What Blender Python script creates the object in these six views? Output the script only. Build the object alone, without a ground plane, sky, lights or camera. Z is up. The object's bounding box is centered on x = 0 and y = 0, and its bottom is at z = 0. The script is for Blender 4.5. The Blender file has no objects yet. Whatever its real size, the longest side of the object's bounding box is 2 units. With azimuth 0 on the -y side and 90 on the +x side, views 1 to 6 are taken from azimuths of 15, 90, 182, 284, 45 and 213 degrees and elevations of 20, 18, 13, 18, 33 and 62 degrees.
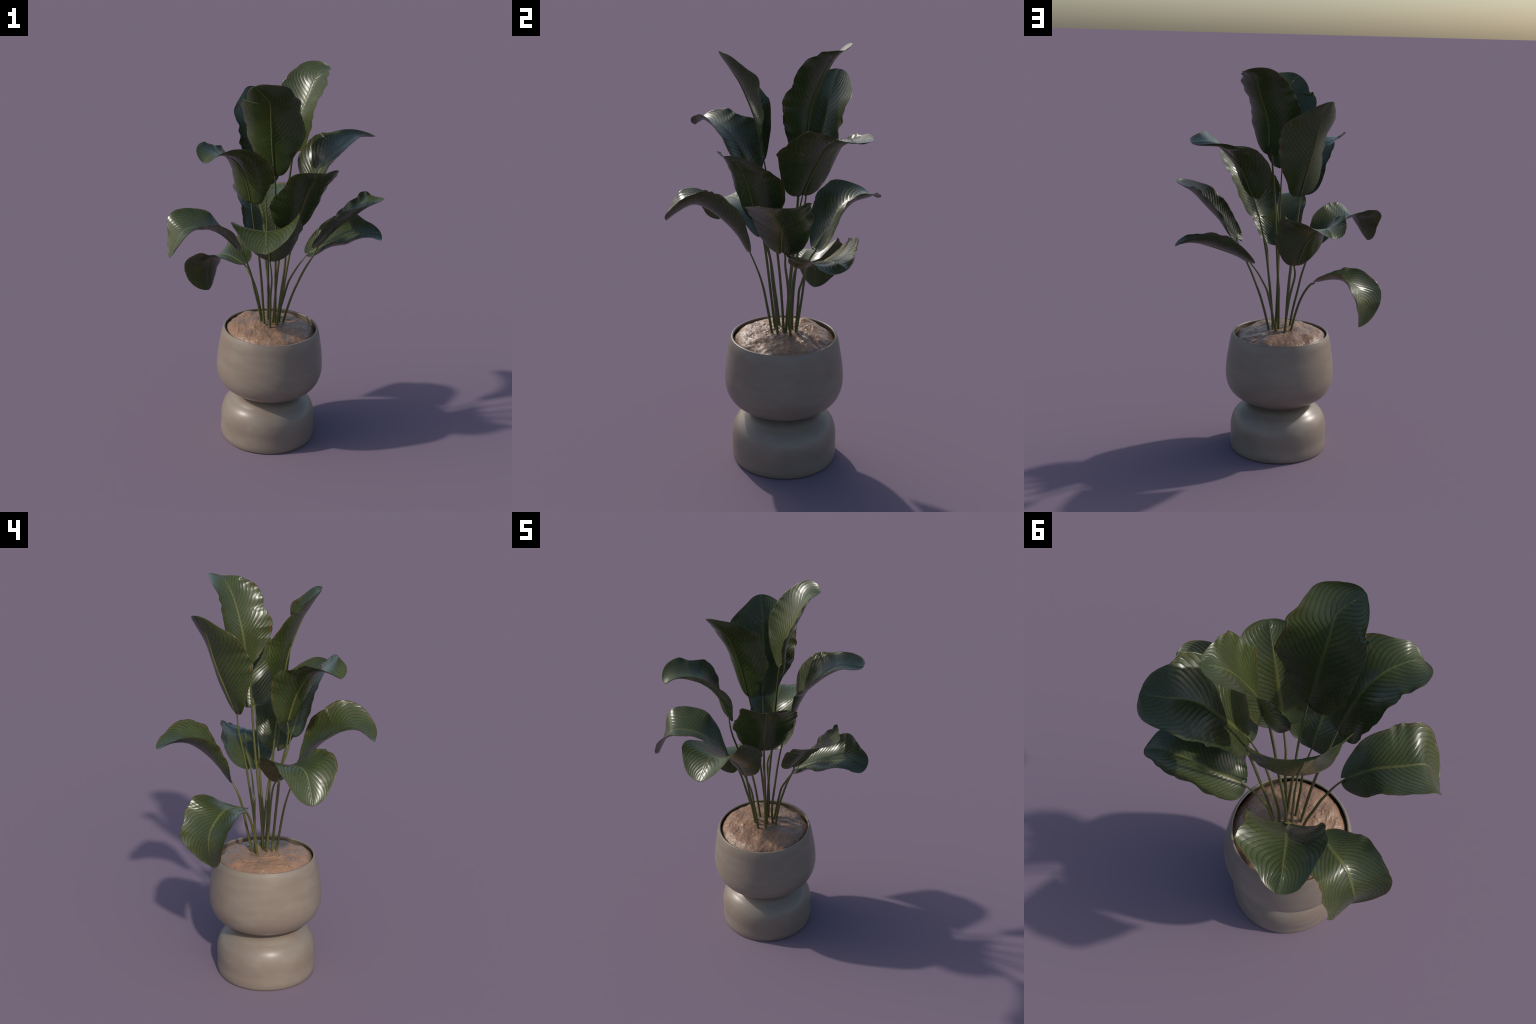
"""A potted calathea: stoneware goblet planter, moist soil, twelve broad ribbed leaves.

Every leaf is a lofted blade: a midrib spine (B-spline control points), and on each
side a cross-section that leaves the midrib at a fold angle and bends by a curl angle.
"""
import bpy, math, random
import numpy as np
from mathutils import Vector, noise as mnoise

random.seed(7)
rng = np.random.default_rng(7)
mnoise.seed_set(7)

POT_X, POT_Y = -0.0204, 0.0312          # axis of the planter
N_VEINS = 20                            # lateral veins per side of a blade

# ------------------------------------------------------------------ helpers
def bspline(ctrl, t, deg=3):
    ctrl = np.asarray(ctrl, float)
    n = len(ctrl)
    deg = min(deg, n - 1)
    k = np.concatenate([np.zeros(deg), np.linspace(0, 1, n - deg + 1), np.ones(deg)])
    t = np.clip(t, 0, 1 - 1e-9)
    B = np.zeros((len(t), n + deg))
    for i in range(n + deg):
        B[:, i] = (t >= k[i]) & (t < k[i + 1])
    for d in range(1, deg + 1):
        for i in range(n + deg - d):
            a = (t - k[i]) / (k[i + d] - k[i]) if k[i + d] > k[i] else 0
            b = (k[i + d + 1] - t) / (k[i + d + 1] - k[i + 1]) if k[i + d + 1] > k[i + 1] else 0
            B[:, i] = a * B[:, i] + b * B[:, i + 1]
    return B[:, :n] @ ctrl


def link(obj, parent=None):
    bpy.context.scene.collection.objects.link(obj)
    if parent is not None:
        obj.parent = parent
    return obj


def mesh_object(name, verts, faces, mat, parent=None, smooth=True):
    me = bpy.data.meshes.new(name)
    me.from_pydata([tuple(v) for v in verts], [], [tuple(int(i) for i in f) for f in faces])
    if smooth:
        me.polygons.foreach_set("use_smooth", [True] * len(me.polygons))
    me.materials.append(mat)
    me.update()
    return link(bpy.data.objects.new(name, me), parent)


def frames(P):
    """Tangents and parallel-transported normals along a polyline."""
    T = np.gradient(P, axis=0)
    T /= np.linalg.norm(T, axis=1)[:, None]
    n = np.cross(T[0], [0.31, 0.95, 0.1])
    N = np.zeros_like(P)
    for i in range(len(P)):
        n = n - (n @ T[i]) * T[i]
        n /= np.linalg.norm(n)
        N[i] = n
    return T, N, np.cross(T, N)


def tube(name, P, radius, mat, parent, sides=12):
    T, N, B = frames(P)
    a = np.linspace(0, 2 * np.pi, sides, endpoint=False)
    ring = P[:, None] + radius[:, None, None] * (np.cos(a)[None, :, None] * N[:, None] + np.sin(a)[None, :, None] * B[:, None])
    V = ring.reshape(-1, 3)
    F = []
    n = len(P)
    for i in range(n - 1):
        for j in range(sides):
            k = (j + 1) % sides
            F.append((i * sides + j, i * sides + k, (i + 1) * sides + k, (i + 1) * sides + j))
    F.append(tuple(range(sides))[::-1])
    F.append(tuple((n - 1) * sides + j for j in range(sides)))
    return mesh_object(name, V, F, mat, parent)


def lathe(name, prof, mat, parent, seg=160, wobble=0.0):
    """Surface of revolution; profile runs (r, z); r = 0 closes to a pole."""
    V, F, rows = [], [], []
    a = np.linspace(0, 2 * np.pi, seg, endpoint=False)
    for r, z in prof:
        if r < 1e-6:
            rows.append([len(V)] * seg)
            V.append((POT_X, POT_Y, z))
        else:
            rows.append(list(range(len(V), len(V) + seg)))
            rr = r + wobble * (np.sin(z * 37 + 1.1 + np.sin(a)) * 0.6 + 0.6 * np.sin(2 * a + 9 * z))
            V.extend(zip(POT_X + rr * np.cos(a), POT_Y + rr * np.sin(a), np.full(seg, z)))
    for A, B in zip(rows[:-1], rows[1:]):
        for j in range(seg):
            k = (j + 1) % seg
            f = [A[j], A[k], B[k], B[j]]
            f = list(dict.fromkeys(f))
            if len(f) > 2:
                F.append(f)
    return mesh_object(name, V, F, mat, parent)

# ------------------------------------------------------------------ node tools
class Nodes:
    def __init__(self, name):
        self.mat = bpy.data.materials.new(name)
        self.mat.use_nodes = True
        self.t = self.mat.node_tree
        self.t.nodes.clear()
        self.out = self.t.nodes.new("ShaderNodeOutputMaterial")
        self.bsdf = self.t.nodes.new("ShaderNodeBsdfPrincipled")
        self.t.links.new(self.bsdf.outputs[0], self.out.inputs[0])

    def node(self, kind, **props):
        n = self.t.nodes.new(kind)
        for k, v in props.items():
            setattr(n, k, v)
        return n

    def put(self, sock, val):
        if hasattr(val, "is_output"):
            self.t.links.new(val, sock)
        else:
            sock.default_value = val

    def math(self, op, a, b=0.0, c=None, clamp=False):
        n = self.node("ShaderNodeMath", operation=op, use_clamp=clamp)
        self.put(n.inputs[0], a)
        self.put(n.inputs[1], b)
        if c is not None:
            self.put(n.inputs[2], c)
        return n.outputs[0]

    def ramp01(self, x, lo, hi):
        n = self.node("ShaderNodeMapRange", interpolation_type="SMOOTHSTEP")
        self.put(n.inputs[0], x)
        n.inputs[1].default_value, n.inputs[2].default_value = lo, hi
        return n.outputs[0]

    def mix(self, fac, a, b):
        n = self.node("ShaderNodeMix", data_type="RGBA")
        self.put(n.inputs[0], fac)
        self.put(n.inputs[6], a)
        self.put(n.inputs[7], b)
        return n.outputs[2]

    def noise(self, vec, scale, detail=4.0, rough=0.55, dist=0.0):
        n = self.node("ShaderNodeTexNoise")
        self.put(n.inputs["Vector"], vec)
        n.inputs["Scale"].default_value = scale
        n.inputs["Detail"].default_value = detail
        n.inputs["Roughness"].default_value = rough
        n.inputs["Distortion"].default_value = dist
        return n.outputs["Fac"]

    def scaled(self, vec, s):
        n = self.node("ShaderNodeMapping")
        self.put(n.inputs["Vector"], vec)
        n.inputs["Scale"].default_value = s
        return n.outputs[0]

    def bump(self, h, strength, dist):
        n = self.node("ShaderNodeBump")
        n.inputs["Strength"].default_value = strength
        n.inputs["Distance"].default_value = dist
        self.put(n.inputs["Height"], h)
        self.put(self.bsdf.inputs["Normal"], n.outputs[0])


def rgb(r, g, b):
    return (r, g, b, 1.0)

# ------------------------------------------------------------------ materials
def leaf_material():
    m = Nodes("ribbed_leaf")
    tc = m.node("ShaderNodeTexCoord")
    # Generated coordinates of the unrolled blade: x across, y from stalk to tip, z underside..upper face
    sep = m.node("ShaderNodeSeparateXYZ")
    m.put(sep.inputs[0], tc.outputs["Generated"])
    x, t, z = sep.outputs
    u = m.math("MULTIPLY", m.math("ABSOLUTE", m.math("SUBTRACT", x, 0.5)), 2.0)
    obj = tc.outputs["Object"]
    wob = m.math("MULTIPLY", m.math("SUBTRACT", m.noise(obj, 30, 2), 0.5), 0.012)
    sweep = m.math("ADD", m.math("MULTIPLY", u, SWEEP_A), m.math("MULTIPLY", m.math("MULTIPLY", u, u), SWEEP_B))
    s = m.math("MULTIPLY", m.math("ADD", m.math("SUBTRACT", t, sweep), wob), float(N_VEINS))
    saw = m.math("ABSOLUTE", m.math("SUBTRACT", m.math("FRACT", m.math("ADD", s, 20.0)), 0.5))   # .5 on a vein, 0 between
    vein = m.ramp01(saw, 0.37, 0.475)
    soft = m.ramp01(saw, 0.05, 0.45)
    fine = m.math("ABSOLUTE", m.math("SUBTRACT", m.math("FRACT", m.math("MULTIPLY", m.math("ADD", s, 20.0), 5.0)), 0.5))
    patch = m.ramp01(m.noise(obj, 7.0, 3), 0.30, 0.70)
    top = m.mix(patch, rgb(*TOP_DARK), rgb(*TOP_LIGHT))
    top = m.mix(m.math("MULTIPLY", soft, 0.35), top, rgb(*TOP_GROOVE))
    top = m.mix(m.math("MULTIPLY", vein, 0.85), top, rgb(*TOP_VEIN))
    top = m.mix(m.math("MULTIPLY", m.ramp01(fine, 0.3, 0.5), 0.12), top, rgb(*TOP_GROOVE))
    under = m.mix(patch, rgb(*UND_DARK), rgb(*UND_LIGHT))
    under = m.mix(m.math("MULTIPLY", soft, 0.25), under, rgb(*UND_GROOVE))
    under = m.mix(m.math("MULTIPLY", vein, 0.7), under, rgb(*UND_GROOVE))
    col = m.mix(m.ramp01(z, 0.45, 0.55), under, top)
    # pale midrib band with a dark seam on the upper face
    rib_w = m.math("MULTIPLY", m.math("SUBTRACT", 1.12, t), 0.062)
    rib = m.math("SUBTRACT", 1.0, m.ramp01(m.math("DIVIDE", u, rib_w), 0.55, 1.2))
    col = m.mix(m.math("MULTIPLY", rib, 0.85), col, rgb(*MIDRIB))
    seam = m.math("SUBTRACT", 1.0, m.ramp01(m.math("DIVIDE", u, rib_w), 0.05, 0.28))
    col = m.mix(m.math("MULTIPLY", m.math("MULTIPLY", seam, m.ramp01(z, 0.45, 0.55)), 0.6), col, rgb(0.025, 0.03, 0.012))
    # thin rusty line just inside the margin, broken up by noise
    edge_wob = m.math("MULTIPLY", m.math("SUBTRACT", m.noise(obj, 16, 2), 0.5), 0.05)
    near = m.math("ABSOLUTE", m.math("SUBTRACT", m.math("ADD", u, edge_wob), 0.945))
    rust = m.math("MULTIPLY", m.math("SUBTRACT", 1.0, m.ramp01(near, 0.005, 0.015)), m.ramp01(m.noise(obj, 9, 2), 0.38, 0.6))
    col = m.mix(m.math("MULTIPLY", rust, 0.6), col, rgb(*RUST))
    m.put(m.bsdf.inputs["Base Color"], col)
    rough = m.math("ADD", m.math("MULTIPLY", m.noise(obj, 60, 3), 0.14), LEAF_ROUGH)
    m.put(m.bsdf.inputs["Roughness"], rough)
    m.bsdf.inputs["Specular IOR Level"].default_value = LEAF_SPEC
    h = m.math("ADD", m.math("MULTIPLY", fine, 0.30), m.math("MULTIPLY", m.noise(obj, 140, 2), 0.12))
    h = m.math("SUBTRACT", h, m.math("MULTIPLY", vein, 0.9))
    m.bump(h, 0.30, 0.0010)
    return m.mat


def stalk_material(name, a, b):
    m = Nodes(name)
    tc = m.node("ShaderNodeTexCoord")
    obj = tc.outputs["Object"]
    n = m.noise(m.scaled(obj, (1, 1, 0.12)), 120, 3)
    spots = m.ramp01(m.noise(obj, 42, 2), 0.66, 0.72)
    col = m.mix(n, rgb(*a), rgb(*b))
    col = m.mix(m.math("MULTIPLY", spots, 0.7), col, rgb(0.03, 0.028, 0.012))
    m.put(m.bsdf.inputs["Base Color"], col)
    m.bsdf.inputs["Roughness"].default_value = 0.42
    m.bump(n, 0.3, 0.001)
    return m.mat


def pot_material():
    m = Nodes("glazed_stoneware")
    tc = m.node("ShaderNodeTexCoord")
    obj = tc.outputs["Object"]
    bands = m.noise(m.scaled(obj, (4.5, 4.5, 17)), 1.5, 5, 0.65)
    cloud = m.noise(obj, 7, 3)
    col = m.mix(m.ramp01(bands, 0.34, 0.66), rgb(*POT_A), rgb(*POT_B))
    col = m.mix(m.math("MULTIPLY", m.ramp01(cloud, 0.40, 0.66), 0.55), col, rgb(*POT_C))
    m.put(m.bsdf.inputs["Base Color"], col)
    m.put(m.bsdf.inputs["Roughness"], m.math("ADD", m.math("MULTIPLY", cloud, 0.12), 0.30))
    m.bsdf.inputs["Specular IOR Level"].default_value = 0.5
    m.bump(m.noise(m.scaled(obj, (5, 5, 22)), 2.5, 4), 0.07, 0.002)
    return m.mat


def soil_material():
    m = Nodes("moist_clay_soil")
    tc = m.node("ShaderNodeTexCoord")
    obj = tc.outputs["Object"]
    n1 = m.noise(obj, 9, 5, 0.6)
    n2 = m.noise(obj, 45, 5, 0.65)
    col = m.mix(m.ramp01(n1, 0.35, 0.68), rgb(*SOIL_A), rgb(*SOIL_B))
    col = m.mix(m.math("MULTIPLY", m.ramp01(n2, 0.54, 0.72), 0.55), col, rgb(*SOIL_C))
    vo = m.node("ShaderNodeTexVoronoi")
    m.put(vo.inputs["Vector"], obj)
    vo.inputs["Scale"].default_value = 62
    pit = m.math("SUBTRACT", 1.0, m.ramp01(vo.outputs["Distance"], 0.10, 0.24))
    pit = m.math("MULTIPLY", pit, m.ramp01(m.noise(obj, 14, 2), 0.52, 0.62))
    col = m.mix(m.math("MULTIPLY", pit, 0.8), col, rgb(0.045, 0.032, 0.026))
    m.put(m.bsdf.inputs["Base Color"], col)
    m.put(m.bsdf.inputs["Roughness"], m.math("ADD", m.math("MULTIPLY", m.ramp01(n1, 0.35, 0.65), 0.22), 0.12))
    h = m.math("SUBTRACT", m.math("ADD", m.math("MULTIPLY", n2, 1.3), m.math("MULTIPLY", m.noise(obj, 150, 3, 0.6), 0.22)), pit)
    m.bump(h, 0.85, 0.0045)
    return m.mat

# ------------------------------------------------------------------ colours
SWEEP_A, SWEEP_B = 0.29, 0.07
PLEAT = 0.0009
TOP_DARK, TOP_LIGHT = (0.045, 0.059, 0.022), (0.067, 0.082, 0.030)
TOP_GROOVE, TOP_VEIN = (0.036, 0.048, 0.014), (0.030, 0.034, 0.007)
UND_DARK, UND_LIGHT, UND_GROOVE = (0.040, 0.057, 0.017), (0.056, 0.075, 0.022), (0.022, 0.029, 0.008)
MIDRIB = (0.12, 0.13, 0.035)
RUST = (0.22, 0.09, 0.018)
LEAF_ROUGH, LEAF_SPEC = 0.20, 0.45
POT_A, POT_B, POT_C = (0.228, 0.186, 0.146), (0.258, 0.214, 0.168), (0.222, 0.166, 0.130)
SOIL_A, SOIL_B, SOIL_C = (0.285, 0.172, 0.115), (0.330, 0.190, 0.114), (0.215, 0.135, 0.100)

MAT_LEAF = leaf_material()
MAT_STALK = stalk_material("leaf_stalk_green", (0.075, 0.080, 0.020), (0.115, 0.120, 0.032))
MAT_RIB = stalk_material("midrib_green", (0.095, 0.098, 0.028), (0.14, 0.14, 0.04))
MAT_POT = pot_material()
MAT_SOIL = soil_material()

# ------------------------------------------------------------------ the plant
plant = link(bpy.data.objects.new("potted_plant", None))
plant.location = (POT_X, POT_Y, 0)
plant["label"] = "broad glossy green leaves in a two-tier taupe stoneware planter with soil"
plant["category"] = "potted plant"


def place(obj):
    """Geometry is written in world coordinates; keep it so under the parent."""
    obj.matrix_parent_inverse = plant.matrix_basis.inverted()
    return obj

bpy.context.view_layer.update()

# planter: a rounded bowl standing on a domed pedestal
BOWL = [[0.1871, 0.2729], [0.2449, 0.2999], [0.2786, 0.3575], [0.285, 0.4209], [0.2777, 0.4926], [0.2666, 0.5554], [0.2598, 0.6084], [0.2512, 0.6256]]
PEDESTAL = [[0.2436, -0.0014], [0.2557, 0.0175], [0.2492, 0.0649], [0.2551, 0.1204], [0.2428, 0.1796], [0.2122, 0.2173], [0.177, 0.2368], [0.187, 0.2731]]
tt = np.linspace(0, 1, 60)
outer = bspline(BOWL, tt)
top_r, top_z = outer[-1]
wall = 0.011
lip = [(top_r - wall / 2 + wall / 2 * math.cos(a), top_z + wall * 0.45 * math.sin(a)) for a in np.linspace(0.35, math.pi, 10)]
inner = [(max(r - wall, 0.02), zz) for r, zz in outer[::-1] if 0.50 < zz < top_z - 0.004]
under_rim = [(0.0, 0.2575), (0.13, 0.2575), (0.138, 0.258), (0.142, 0.260), (0.150, 0.2605), (0.164, 0.2640), (0.176, 0.2685)]   # foot of the bowl, set into the pedestal
bowl = place(lathe("planter", under_rim + [tuple(p) for p in outer] + lip + inner + [(0.0, 0.505)], MAT_POT, plant, wobble=0.0006))
ped = bspline(PEDESTAL, tt)
ped = [p for p in ped if p[1] < 0.226] + [(0.186, 0.2375), (0.174, 0.2445), (0.160, 0.2500), (0.148, 0.2530), (0.143, 0.2545), (0.141, 0.2570)]   # the dome runs in under the bowl
prof = [(0.0, 0.0), (0.20, 0.0), (0.2425, 0.0), (0.2475, 0.0012)] + [p for p in ped if p[1] > 0.004] 
pedestal = lathe("pedestal", prof + [(0.15, prof[-1][1] + 0.002), (0.0, prof[-1][1] + 0.002)], MAT_POT, bowl, wobble=0.0005)

# soil: an uneven moist dome with lumps, ridges and pits
def soil_height(x, y):
    dx, dy = x - POT_X - 0.003, y - POT_Y - 0.003
    r = math.hypot(dx, dy)
    z = SOIL_TOP - 0.022 * (r / 0.24) ** 2 - 0.030 * (r / 0.24) ** 10 + -0.022 * dy - 0.050 * dx
    p = Vector((x, y, 0))
    z += 0.010 * mnoise.noise(p * 9 + Vector((3, 1, 0)))
    z += 0.008 * mnoise.noise(p * 18) + 0.0022 * mnoise.noise(p * 55 + Vector((0, 0, 4)))
    ridge = 1 - abs(mnoise.noise(Vector((x * 26 + y * 8, y * 10, 2.0))))
    z += 0.0030 * (ridge ** 4 - 0.4) * max(0.0, min(1.0, 0.4 + 2 * mnoise.noise(p * 6 + Vector((1, 8, 3)))))
    pit = mnoise.noise(p * 95 + Vector((9, 2, 1)))
    z -= 0.005 * max(0.0, pit - 0.32)
    lump = mnoise.noise(p * 40 + Vector((5, 5, 7)))
    z += 0.008 * max(0.0, lump - 0.36)
    return z

SOIL_TOP = 0.652
seg, rings = 220, 110
V, F = [(POT_X, POT_Y, soil_height(POT_X, POT_Y))], []
for i in range(1, rings + 1):
    r = 0.2465 * i / rings
    for j in range(seg):
        a = 2 * math.pi * j / seg
        x, y = POT_X + r * math.cos(a), POT_Y + r * math.sin(a)
        V.append((x, y, soil_height(x, y)))
for j in range(seg):
    F.append((0, 1 + j, 1 + (j + 1) % seg))
for i in range(rings - 1):
    for j in range(seg):
        a, b = 1 + i * seg + j, 1 + i * seg + (j + 1) % seg
        F.append((a, a + seg, b + seg, b))
place(mesh_object("soil", V, F, MAT_SOIL, plant))

# ------------------------------------------------------------------ leaves
NT, NU = 260, 48


def blade_width(t, tip_power, tip_round, base_power, base_share):
    return (base_share + (1 - base_share) * np.sqrt(np.clip(1 - (1 - t) ** base_power, 0, 1))) * np.clip(1 - t ** tip_power, 0, 1) ** tip_round


def waves(t, lrng, count, lo, hi):
    """Irregular margin waves: a few sines of random pitch, each fading in and out along the edge."""
    out = np.zeros_like(t)
    for _ in range(count):
        f, c, s = lrng.uniform(lo, hi), lrng.uniform(0.15, 0.9), lrng.uniform(0.10, 0.25)
        out += np.sin(2 * np.pi * f * t + lrng.uniform(0, 6.28)) * np.exp(-((t - c) / s) ** 2)
    return out


def build_leaf(index, upper, spine, roll, fold_left, fold_right, curl_left, curl_right, margin_left, margin_right, half_width, tip_left, tip_right, tip_round, base_power, base_share, lobe_depth, stalk):
    lrng = np.random.default_rng(100 + index)
    t = np.linspace(0, 1, NT)
    M = bspline(spine, t)
    T = np.gradient(M, axis=0)
    T /= np.linalg.norm(T, axis=1)[:, None]
    step = np.r_[0, np.cumsum(np.linalg.norm(np.diff(M, axis=0), axis=1))]
    length = step[-1]
    ta = step / length
    n = np.array(upper, float)
    N = np.zeros_like(M)
    for i in range(NT):
        n = n - (n @ T[i]) * T[i]
        n /= np.linalg.norm(n)
        N[i] = n
    R = np.cross(T, N)
    ro = bspline(roll, t)[:, None]
    across, up = np.cos(ro) * R + np.sin(ro) * N, np.cos(ro) * N - np.sin(ro) * R
    u = np.linspace(0, 1, NU + 1)
    # a few slow waves and scallops along each margin
    top = np.zeros((NT, 2 * NU + 1, 3))
    for side, fold, curl, margin, tip_power in ((-1, fold_left, curl_left, margin_left, tip_left), (1, fold_right, curl_right, margin_right, tip_right)):
        w = np.maximum(blade_width(ta, tip_power, tip_round, base_power, base_share) * half_width, 0.0012)
        w = np.maximum(w, 0.010 * np.clip((1 - ta) / 0.05, 0, 1))     # short drip tip
        th = bspline(fold, t)[:, None] + bspline(curl, t)[:, None] * u[None]
        cx, sx = np.cos(th), np.sin(th)
        X, Y = np.zeros_like(th), np.zeros_like(th)
        X[:, 1:] = np.cumsum((cx[:, 1:] + cx[:, :-1]) / 2, 1) / NU
        Y[:, 1:] = np.cumsum((sx[:, 1:] + sx[:, :-1]) / 2, 1) / NU
        nx, ny = -sx, cx                                   # local surface normal in the section
        env = np.clip(np.sin(np.pi * np.clip(ta, 0, 1)), 0, 1) ** 0.5
        scal = 1 + bspline(margin, t) + env * (0.006 * waves(ta, lrng, 4, 5, 9) + 0.0035 * waves(ta, lrng, 4, 8, 14))
        for c in lrng.uniform(0.15, 0.95, 5):                # small nicks
            scal = scal - lrng.uniform(0.008, 0.022) * np.clip(1 - np.abs(ta - c) / 0.02, 0, 1)
        W = (w * scal)[:, None]
        ruffle = (env * 0.0030 * waves(ta, lrng, 5, 3, 8))[:, None] * u[None] ** 4 + (env * 0.0010 * waves(ta, lrng, 4, 7, 11))[:, None] * u[None] ** 8
        # pleats: the tissue bulges between sunken lateral veins
        s = (ta[:, None] - SWEEP_A * u[None] - SWEEP_B * u[None] ** 2) * N_VEINS
        saw = np.abs((s % 1.0) - 0.5) * 2                  # 1 on a vein, 0 between
        pleat = -(0.4 * saw ** 2 + 0.6 * saw ** 4) * PLEAT * np.clip(u * 5, 0, 1)[None] * np.clip((1.06 - u) * 3, 0, 1)[None] * np.clip(w / half_width * 1.6, 0, 1)[:, None]
        vary = np.interp(s, np.arange(-12, N_VEINS + 2), lrng.uniform(0.45, 1.25, N_VEINS + 14))
        pleat = pleat * vary
        pleat += 0.0012 * np.exp(-((u[None] * W) / 0.006) ** 2) - 0.0016 * np.exp(-((u[None] * W) / 0.0022) ** 2)
        d = ruffle + pleat
        lx, ly = side * (W * X + d * nx), W * Y + d * ny
        lobe = (-lobe_depth * length * (1 - ta) ** 6)[:, None] * u[None] ** 1.5
        S = M[:, None] + lx[..., None] * across[:, None] + ly[..., None] * up[:, None] + lobe[..., None] * T[:, None]
        if side < 0:
            top[:, :NU + 1] = S[:, ::-1]
        else:
            top[:, NU:] = S
    # a thin solid: lower face set back along the surface normal
    du = np.gradient(top, axis=1)
    dt = np.gradient(top, axis=0)
    nrm = np.cross(du, dt)
    nrm /= np.linalg.norm(nrm, axis=2)[..., None] + 1e-9
    uu = np.abs(np.linspace(-1, 1, 2 * NU + 1))
    thick = 0.0005 + 0.0009 * (1 - uu ** 2)
    low = top - nrm * thick[None, :, None]
    nu = 2 * NU + 1
    posed = np.r_[top.reshape(-1, 3), low.reshape(-1, 3)]
    gx, gy = np.meshgrid(np.linspace(0, 1, nu), ta)
    flat = np.r_[np.stack([gx, gy, np.ones_like(gx)], -1).reshape(-1, 3), np.stack([gx, gy, np.zeros_like(gx)], -1).reshape(-1, 3)]
    F = []
    off = NT * nu
    for i in range(NT - 1):
        for j in range(nu - 1):
            a = i * nu + j
            F.append((a, a + 1, a + nu + 1, a + nu))
            F.append((off + a, off + a + nu, off + a + nu + 1, off + a + 1))
    loop = [j for j in range(nu)] + [i * nu + nu - 1 for i in range(1, NT)] + [(NT - 1) * nu + j for j in range(nu - 2, -1, -1)] + [i * nu for i in range(NT - 2, 0, -1)]
    for a, b in zip(loop, loop[1:] + loop[:1]):
        F.append((a, off + a, off + b, b))
    leaf = mesh_object("leaf", flat, F, MAT_LEAF, plant)
    leaf.shape_key_add(name="unrolled")
    key = leaf.shape_key_add(name="grown")
    key.data.foreach_set("co", posed.ravel())
    key.value = 1.0
    place(leaf)
    # stalk from the soil into the midrib, which stands proud of the underside and tapers to the tip
    S = bspline(stalk, np.linspace(0, 1, 60))
    root = S[0] - np.array([0, 0, 0.03])
    S = np.vstack([root, S])
    k = np.linspace(0, 1, len(S))
    rad = 0.0062 - 0.0010 * k - 0.0021 * k ** 4
    swell = 1 + 0.10 * np.exp(-((k - lrng.uniform(0.12, 0.3)) / 0.012) ** 2)
    tube("leaf_stalk", S, rad * swell, MAT_STALK, leaf)
    idx = np.arange(0, int(NT * 0.97), 4)
    r = 0.0040 * (1 - ta[idx]) ** 0.8 + 0.0007
    tube("midrib", M[idx] - up[idx] * (r * 0.75)[:, None], r, MAT_RIB, leaf, 10)


build_leaf(
    index=0, upper=[-0.7, -0.5, 0.35],
    spine=[[0.053, 0.129, 1.605], [0.05, 0.137, 1.702], [0.073, 0.162, 1.784], [0.102, 0.192, 1.866], [0.114, 0.221, 1.93], [0.134, 0.252, 1.966], [0.174, 0.276, 1.975]],
    roll=[-0.284, -0.356, -0.408, -0.284],
    fold_left=[-0.005, 0.042, 0.11, -0.066, -0.126],
    fold_right=[-0.33, 0.11, 0.006, -0.017, -0.055],
    curl_left=[0.708, 0.702, 0.687, 0.667],
    curl_right=[0.822, 0.736, 0.653, 0.601],
    margin_left=[-0.05, -0.085, 0.056, 0.14, 0.034, 0.042, 0.022, 0.062, 0.074, 0.068, 0.043, -0.044],
    margin_right=[-0.149, -0.058, 0.098, 0.061, -0.145, -0.055, 0.05, 0.024, -0.099, -0.07, 0.004, 0.026],
    half_width=0.173, tip_left=3.75, tip_right=3.09, tip_round=0.53,
    base_power=4.00, base_share=0.10, lobe_depth=0.089,
    stalk=[[-0.01, 0.04, 0.641], [-0.006, 0.054, 0.894], [0.011, 0.083, 1.133], [0.023, 0.096, 1.35], [0.039, 0.109, 1.517], [0.043, 0.117, 1.608], [0.053, 0.129, 1.605]])

build_leaf(
    index=1, upper=[0.0, 0.9, 0.4],
    spine=[[-0.005, -0.06, 1.486], [-0.02, -0.073, 1.603], [-0.013, -0.11, 1.707], [-0.015, -0.148, 1.796], [-0.006, -0.175, 1.847], [-0.012, -0.203, 1.882], [-0.073, -0.247, 1.943]],
    roll=[0.114, -0.067, -0.249, -0.048],
    fold_left=[-0.211, 0.05, 0.164, 0.192, -0.354],
    fold_right=[-0.376, 0.154, -0.052, 0.04, 0.038],
    curl_left=[0.496, 0.572, 0.696, 0.84],
    curl_right=[0.923, 0.769, 0.585, 0.409],
    margin_left=[-0.041, -0.28, -0.078, 0.113, 0.004, -0.038, 0.033, 0.184, -0.125, 0.078, -0.204, -0.178],
    margin_right=[-0.076, -0.099, 0.045, 0.176, 0.04, 0.039, 0.061, -0.011, -0.001, 0.031, 0.128, 0.14],
    half_width=0.174, tip_left=3.03, tip_right=4.17, tip_round=0.52,
    base_power=3.49, base_share=0.05, lobe_depth=0.022,
    stalk=[[0.005, 0.031, 0.643], [0.002, 0.023, 0.791], [-0.0, 0.013, 0.937], [-0.002, -0.003, 1.08], [-0.0, -0.017, 1.219], [0.0, -0.035, 1.355], [-0.005, -0.06, 1.486]])

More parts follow.
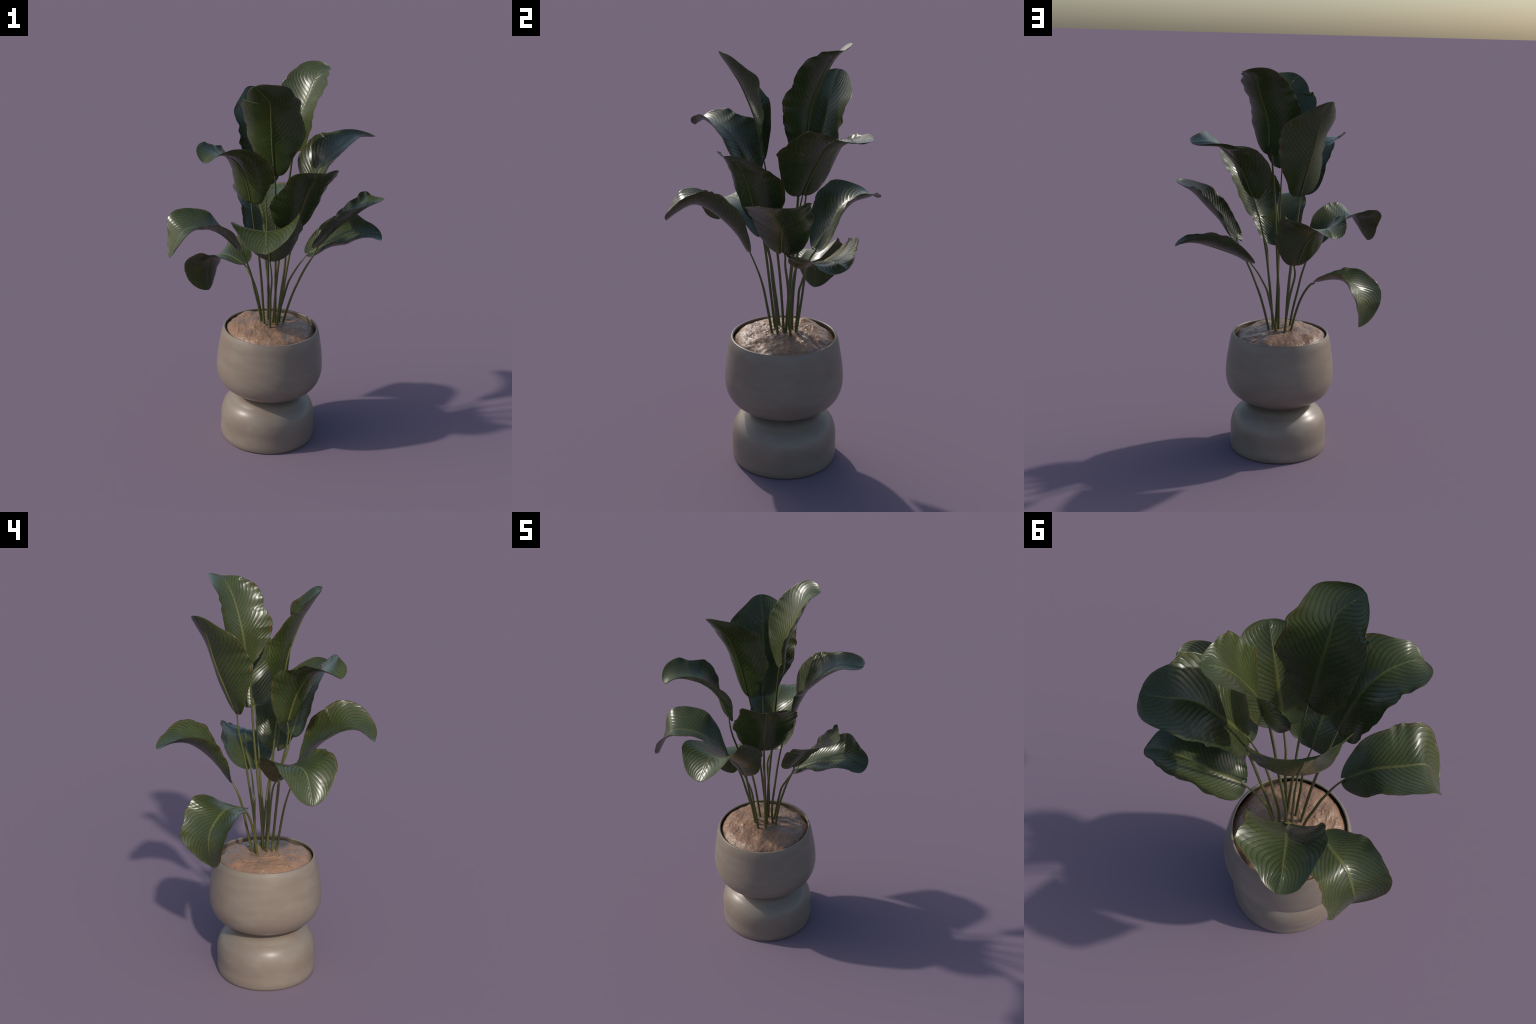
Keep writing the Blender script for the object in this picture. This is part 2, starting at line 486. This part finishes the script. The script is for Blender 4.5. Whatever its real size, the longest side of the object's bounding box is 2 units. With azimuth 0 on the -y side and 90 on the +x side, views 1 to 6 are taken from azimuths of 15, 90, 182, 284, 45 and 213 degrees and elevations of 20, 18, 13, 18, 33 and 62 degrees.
build_leaf(
    index=2, upper=[0.6, -0.75, 0.2],
    spine=[[-0.103, 0.139, 1.371], [-0.123, 0.169, 1.452], [-0.146, 0.2, 1.544], [-0.171, 0.227, 1.639], [-0.189, 0.242, 1.733], [-0.21, 0.264, 1.805], [-0.241, 0.285, 1.847]],
    roll=[-0.058, -0.107, -0.004, -0.059],
    fold_left=[-0.313, 0.181, 0.42, -0.045, -0.002],
    fold_right=[-0.191, -0.008, 0.28, -0.057, -0.427],
    curl_left=[0.489, 0.613, 0.659, 0.669],
    curl_right=[0.636, 0.62, 0.567, 0.505],
    margin_left=[-0.045, -0.054, -0.03, 0.024, 0.144, 0.138, 0.078, 0.117, 0.242, -0.098, -0.175, 0.011],
    margin_right=[-0.042, -0.266, -0.299, 0.001, -0.014, 0.056, 0.079, 0.172, 0.186, -0.088, -0.089, -0.041],
    half_width=0.193, tip_left=3.91, tip_right=3.80, tip_round=0.60,
    base_power=3.22, base_share=0.05, lobe_depth=0.010,
    stalk=[[-0.047, 0.07, 0.643], [-0.051, 0.07, 0.785], [-0.057, 0.085, 0.922], [-0.073, 0.1, 1.055], [-0.08, 0.115, 1.177], [-0.1, 0.137, 1.28], [-0.103, 0.139, 1.371]])

build_leaf(
    index=3, upper=[0.5, 0.6, 0.6],
    spine=[[-0.11, -0.104, 1.345], [-0.119, -0.13, 1.438], [-0.139, -0.167, 1.523], [-0.166, -0.23, 1.594], [-0.209, -0.296, 1.622], [-0.248, -0.347, 1.627], [-0.264, -0.377, 1.591]],
    roll=[-0.105, -0.191, -0.328, -0.192],
    fold_left=[-0.329, -0.161, -0.216, -0.078, -0.31],
    fold_right=[-0.688, 0.033, -0.096, -0.057, 0.096],
    curl_left=[0.866, 0.87, 0.878, 0.879],
    curl_right=[1.044, 0.94, 0.827, 0.754],
    margin_left=[-0.009, -0.22, -0.072, 0.209, 0.203, 0.068, 0.072, 0.042, -0.197, -0.22, -0.051, 0.019],
    margin_right=[-0.011, -0.049, -0.09, 0.013, 0.09, 0.002, -0.113, -0.114, 0.143, 0.136, 0.046, -0.061],
    half_width=0.178, tip_left=2.99, tip_right=3.73, tip_round=0.58,
    base_power=3.75, base_share=0.08, lobe_depth=0.019,
    stalk=[[-0.045, -0.009, 0.643], [-0.054, -0.029, 0.822], [-0.065, -0.046, 0.976], [-0.08, -0.062, 1.102], [-0.091, -0.09, 1.199], [-0.098, -0.112, 1.278], [-0.11, -0.104, 1.345]])

build_leaf(
    index=4, upper=[-0.6, -0.5, 0.6],
    spine=[[0.13, 0.111, 1.357], [0.159, 0.135, 1.432], [0.184, 0.174, 1.511], [0.25, 0.197, 1.584], [0.293, 0.24, 1.629], [0.335, 0.284, 1.648], [0.415, 0.317, 1.638]],
    roll=[0.015, 0.008, 0.131, 0.105],
    fold_left=[-0.589, 0.045, -0.299, -0.345, -0.458],
    fold_right=[-0.23, 0.128, -0.077, -0.04, -0.238],
    curl_left=[0.907, 0.931, 0.942, 1.018],
    curl_right=[0.765, 0.677, 0.617, 0.623],
    margin_left=[-0.066, -0.161, 0.006, 0.077, -0.007, 0.038, 0.04, 0.013, -0.003, -0.107, -0.031, 0.13],
    margin_right=[0.023, -0.079, -0.055, 0.015, 0.107, 0.044, -0.055, -0.011, -0.016, -0.21, -0.073, 0.123],
    half_width=0.203, tip_left=3.21, tip_right=2.82, tip_round=0.46,
    base_power=3.96, base_share=0.07, lobe_depth=0.029,
    stalk=[[0.016, 0.063, 0.643], [0.025, 0.043, 0.737], [0.036, 0.052, 0.843], [0.048, 0.065, 0.963], [0.064, 0.074, 1.092], [0.092, 0.087, 1.225], [0.13, 0.111, 1.357]])

build_leaf(
    index=5, upper=[-0.5, 0.6, 0.5],
    spine=[[0.108, -0.078, 1.222], [0.128, -0.097, 1.273], [0.153, -0.112, 1.355], [0.182, -0.134, 1.446], [0.222, -0.166, 1.513], [0.257, -0.201, 1.549], [0.282, -0.227, 1.56]],
    roll=[-0.095, -0.24, -0.143, 0.047],
    fold_left=[-0.29, -0.171, -0.157, -0.418, -0.03],
    fold_right=[-0.354, 0.093, -0.182, -0.063, -0.312],
    curl_left=[1.045, 0.973, 0.863, 0.756],
    curl_right=[0.997, 0.835, 0.714, 0.632],
    margin_left=[0.008, -0.015, -0.074, -0.001, 0.041, 0.071, 0.022, 0.011, -0.024, 0.011, 0.113, 0.019],
    margin_right=[0.032, 0.032, 0.029, 0.101, 0.0, -0.102, -0.166, -0.025, -0.004, 0.016, -0.012, -0.02],
    half_width=0.175, tip_left=3.63, tip_right=2.89, tip_round=0.49,
    base_power=4.63, base_share=0.15, lobe_depth=0.029,
    stalk=[[0.019, 0.002, 0.643], [0.034, -0.009, 0.813], [0.053, -0.026, 0.939], [0.059, -0.028, 1.027], [0.062, -0.043, 1.085], [0.092, -0.068, 1.139], [0.108, -0.078, 1.222]])

build_leaf(
    index=6, upper=[-0.6, 0.0, 0.8],
    spine=[[0.215, 0.02, 1.122], [0.277, 0.014, 1.196], [0.333, 0.026, 1.248], [0.383, 0.006, 1.29], [0.428, -0.015, 1.34], [0.483, -0.023, 1.379], [0.531, 0.001, 1.404]],
    roll=[-0.059, -0.059, 0.02, -0.057],
    fold_left=[-0.642, 0.028, -0.01, 0.048, -0.215],
    fold_right=[0.024, 0.117, 0.22, 0.188, -0.12],
    curl_left=[0.841, 0.802, 0.707, 0.578],
    curl_right=[0.779, 0.662, 0.52, 0.348],
    margin_left=[-0.024, 0.043, -0.093, -0.021, 0.006, -0.079, 0.018, 0.193, 0.062, 0.045, 0.041, 0.028],
    margin_right=[-0.085, -0.111, -0.085, 0.016, -0.007, -0.008, -0.021, 0.039, 0.123, -0.058, -0.062, -0.043],
    half_width=0.162, tip_left=3.96, tip_right=3.31, tip_round=0.53,
    base_power=3.48, base_share=0.08, lobe_depth=0.068,
    stalk=[[0.038, 0.062, 0.643], [0.069, 0.051, 0.779], [0.112, 0.05, 0.895], [0.153, 0.04, 0.991], [0.196, 0.029, 1.063], [0.215, 0.036, 1.114], [0.215, 0.02, 1.122]])

build_leaf(
    index=7, upper=[-0.4, -0.2, 0.9],
    spine=[[0.144, 0.14, 1.031], [0.187, 0.159, 1.06], [0.245, 0.187, 1.088], [0.322, 0.206, 1.115], [0.396, 0.228, 1.139], [0.456, 0.251, 1.147], [0.494, 0.277, 1.132]],
    roll=[0.065, -0.259, -0.206, 0.085],
    fold_left=[-0.332, -0.225, -0.026, -0.201, -0.115],
    fold_right=[-0.658, 0.105, -0.252, 0.115, -0.84],
    curl_left=[1.005, 1.009, 1.031, 1.077],
    curl_right=[1.226, 1.095, 0.889, 0.659],
    margin_left=[-0.049, -0.056, -0.093, -0.06, 0.015, -0.002, 0.016, 0.198, 0.087, -0.243, -0.125, -0.018],
    margin_right=[0.108, 0.074, -0.021, -0.006, 0.094, 0.166, -0.017, -0.134, -0.117, -0.061, 0.066, 0.084],
    half_width=0.170, tip_left=2.99, tip_right=3.34, tip_round=0.52,
    base_power=4.79, base_share=0.05, lobe_depth=0.058,
    stalk=[[-0.001, 0.086, 0.643], [0.022, 0.092, 0.748], [0.039, 0.098, 0.828], [0.054, 0.097, 0.884], [0.077, 0.111, 0.923], [0.1, 0.117, 0.972], [0.144, 0.14, 1.031]])

build_leaf(
    index=8, upper=[0.0, -0.5, 0.85],
    spine=[[-0.103, 0.174, 1.029], [-0.124, 0.231, 1.122], [-0.163, 0.28, 1.19], [-0.196, 0.335, 1.239], [-0.226, 0.396, 1.262], [-0.258, 0.45, 1.264], [-0.266, 0.491, 1.232]],
    roll=[-0.015, -0.066, -0.25, -0.325],
    fold_left=[-0.251, 0.325, 0.259, 0.028, -0.461],
    fold_right=[-0.708, -0.015, -0.003, -0.209, -0.123],
    curl_left=[1.061, 0.955, 0.813, 0.675],
    curl_right=[0.823, 0.752, 0.659, 0.606],
    margin_left=[-0.292, -0.146, 0.019, -0.202, 0.033, -0.063, 0.119, 0.042, -0.034, -0.112, -0.035, 0.04],
    margin_right=[-0.049, -0.068, 0.05, 0.008, 0.166, 0.073, 0.215, 0.325, -0.004, -0.213, -0.1, -0.039],
    half_width=0.180, tip_left=3.24, tip_right=3.76, tip_round=0.60,
    base_power=2.97, base_share=0.06, lobe_depth=0.017,
    stalk=[[-0.044, 0.091, 0.643], [-0.055, 0.114, 0.776], [-0.07, 0.126, 0.881], [-0.094, 0.14, 0.958], [-0.088, 0.165, 1.008], [-0.082, 0.188, 1.033], [-0.103, 0.174, 1.029]])

build_leaf(
    index=9, upper=[0.0, 0.3, 0.9],
    spine=[[0.003, -0.128, 1.056], [0.007, -0.162, 1.14], [0.018, -0.237, 1.213], [0.032, -0.321, 1.276], [0.04, -0.384, 1.305], [0.06, -0.432, 1.278], [0.075, -0.495, 1.224]],
    roll=[0.138, -0.204, -0.204, -0.031],
    fold_left=[-0.379, -0.193, 0.108, -0.112, 0.306],
    fold_right=[-0.185, 0.115, 0.051, 0.079, -0.302],
    curl_left=[1.363, 1.266, 1.089, 0.802],
    curl_right=[0.482, 0.405, 0.342, 0.275],
    margin_left=[-0.02, 0.011, -0.099, 0.172, 0.122, -0.007, 0.103, 0.143, 0.169, 0.098, 0.022, -0.007],
    margin_right=[0.004, -0.022, -0.186, -0.199, -0.056, -0.078, -0.022, 0.104, 0.026, -0.085, -0.015, 0.015],
    half_width=0.187, tip_left=4.13, tip_right=3.47, tip_round=0.48,
    base_power=3.90, base_share=0.07, lobe_depth=-0.001,
    stalk=[[-0.01, -0.025, 0.642], [-0.008, -0.035, 0.709], [-0.005, -0.046, 0.774], [-0.007, -0.057, 0.838], [0.004, -0.07, 0.905], [0.007, -0.094, 0.979], [0.003, -0.128, 1.056]])

build_leaf(
    index=10, upper=[0.3, 0.2, 0.9],
    spine=[[-0.185, -0.085, 1.09], [-0.233, -0.113, 1.155], [-0.287, -0.147, 1.197], [-0.363, -0.192, 1.213], [-0.414, -0.248, 1.218], [-0.432, -0.268, 1.168], [-0.473, -0.29, 1.069]],
    roll=[0.103, 0.202, 0.231, 0.074],
    fold_left=[-0.006, 0.357, 0.073, 0.26, 0.197],
    fold_right=[-0.441, -0.066, 0.074, -0.186, -0.342],
    curl_left=[0.757, 0.731, 0.686, 0.67],
    curl_right=[0.466, 0.474, 0.415, 0.338],
    margin_left=[-0.071, -0.181, -0.017, -0.031, -0.037, 0.088, 0.059, 0.045, 0.119, -0.049, -0.166, -0.007],
    margin_right=[-0.132, -0.166, 0.04, -0.017, 0.066, 0.023, 0.044, 0.048, 0.061, -0.132, -0.132, 0.008],
    half_width=0.177, tip_left=3.74, tip_right=3.59, tip_round=0.62,
    base_power=2.49, base_share=0.00, lobe_depth=0.064,
    stalk=[[-0.067, 0.012, 0.643], [-0.078, 0.003, 0.744], [-0.103, -0.012, 0.832], [-0.116, -0.02, 0.918], [-0.143, -0.035, 0.997], [-0.161, -0.05, 1.063], [-0.185, -0.085, 1.09]])

build_leaf(
    index=11, upper=[0.2, -0.3, 0.9],
    spine=[[-0.196, 0.1, 0.935], [-0.272, 0.142, 0.961], [-0.339, 0.156, 0.962], [-0.389, 0.177, 0.93], [-0.426, 0.205, 0.878], [-0.442, 0.197, 0.804], [-0.422, 0.194, 0.721]],
    roll=[0.097, -0.087, -0.314, -0.395],
    fold_left=[-0.068, -0.033, -0.029, -0.074, -0.067],
    fold_right=[-0.665, 0.006, -0.128, 0.024, -0.022],
    curl_left=[1.032, 0.915, 0.802, 0.694],
    curl_right=[0.725, 0.717, 0.687, 0.676],
    margin_left=[-0.102, -0.206, -0.168, -0.034, -0.081, -0.061, -0.008, 0.041, 0.118, 0.067, -0.0, -0.049],
    margin_right=[-0.005, 0.035, 0.082, 0.071, 0.097, -0.016, 0.124, -0.077, 0.152, 0.018, -0.142, 0.001],
    half_width=0.167, tip_left=3.49, tip_right=3.44, tip_round=0.59,
    base_power=3.74, base_share=0.07, lobe_depth=-0.002,
    stalk=[[-0.075, 0.057, 0.643], [-0.101, 0.065, 0.771], [-0.133, 0.076, 0.858], [-0.169, 0.086, 0.907], [-0.182, 0.102, 0.919], [-0.184, 0.112, 0.911], [-0.196, 0.1, 0.935]])
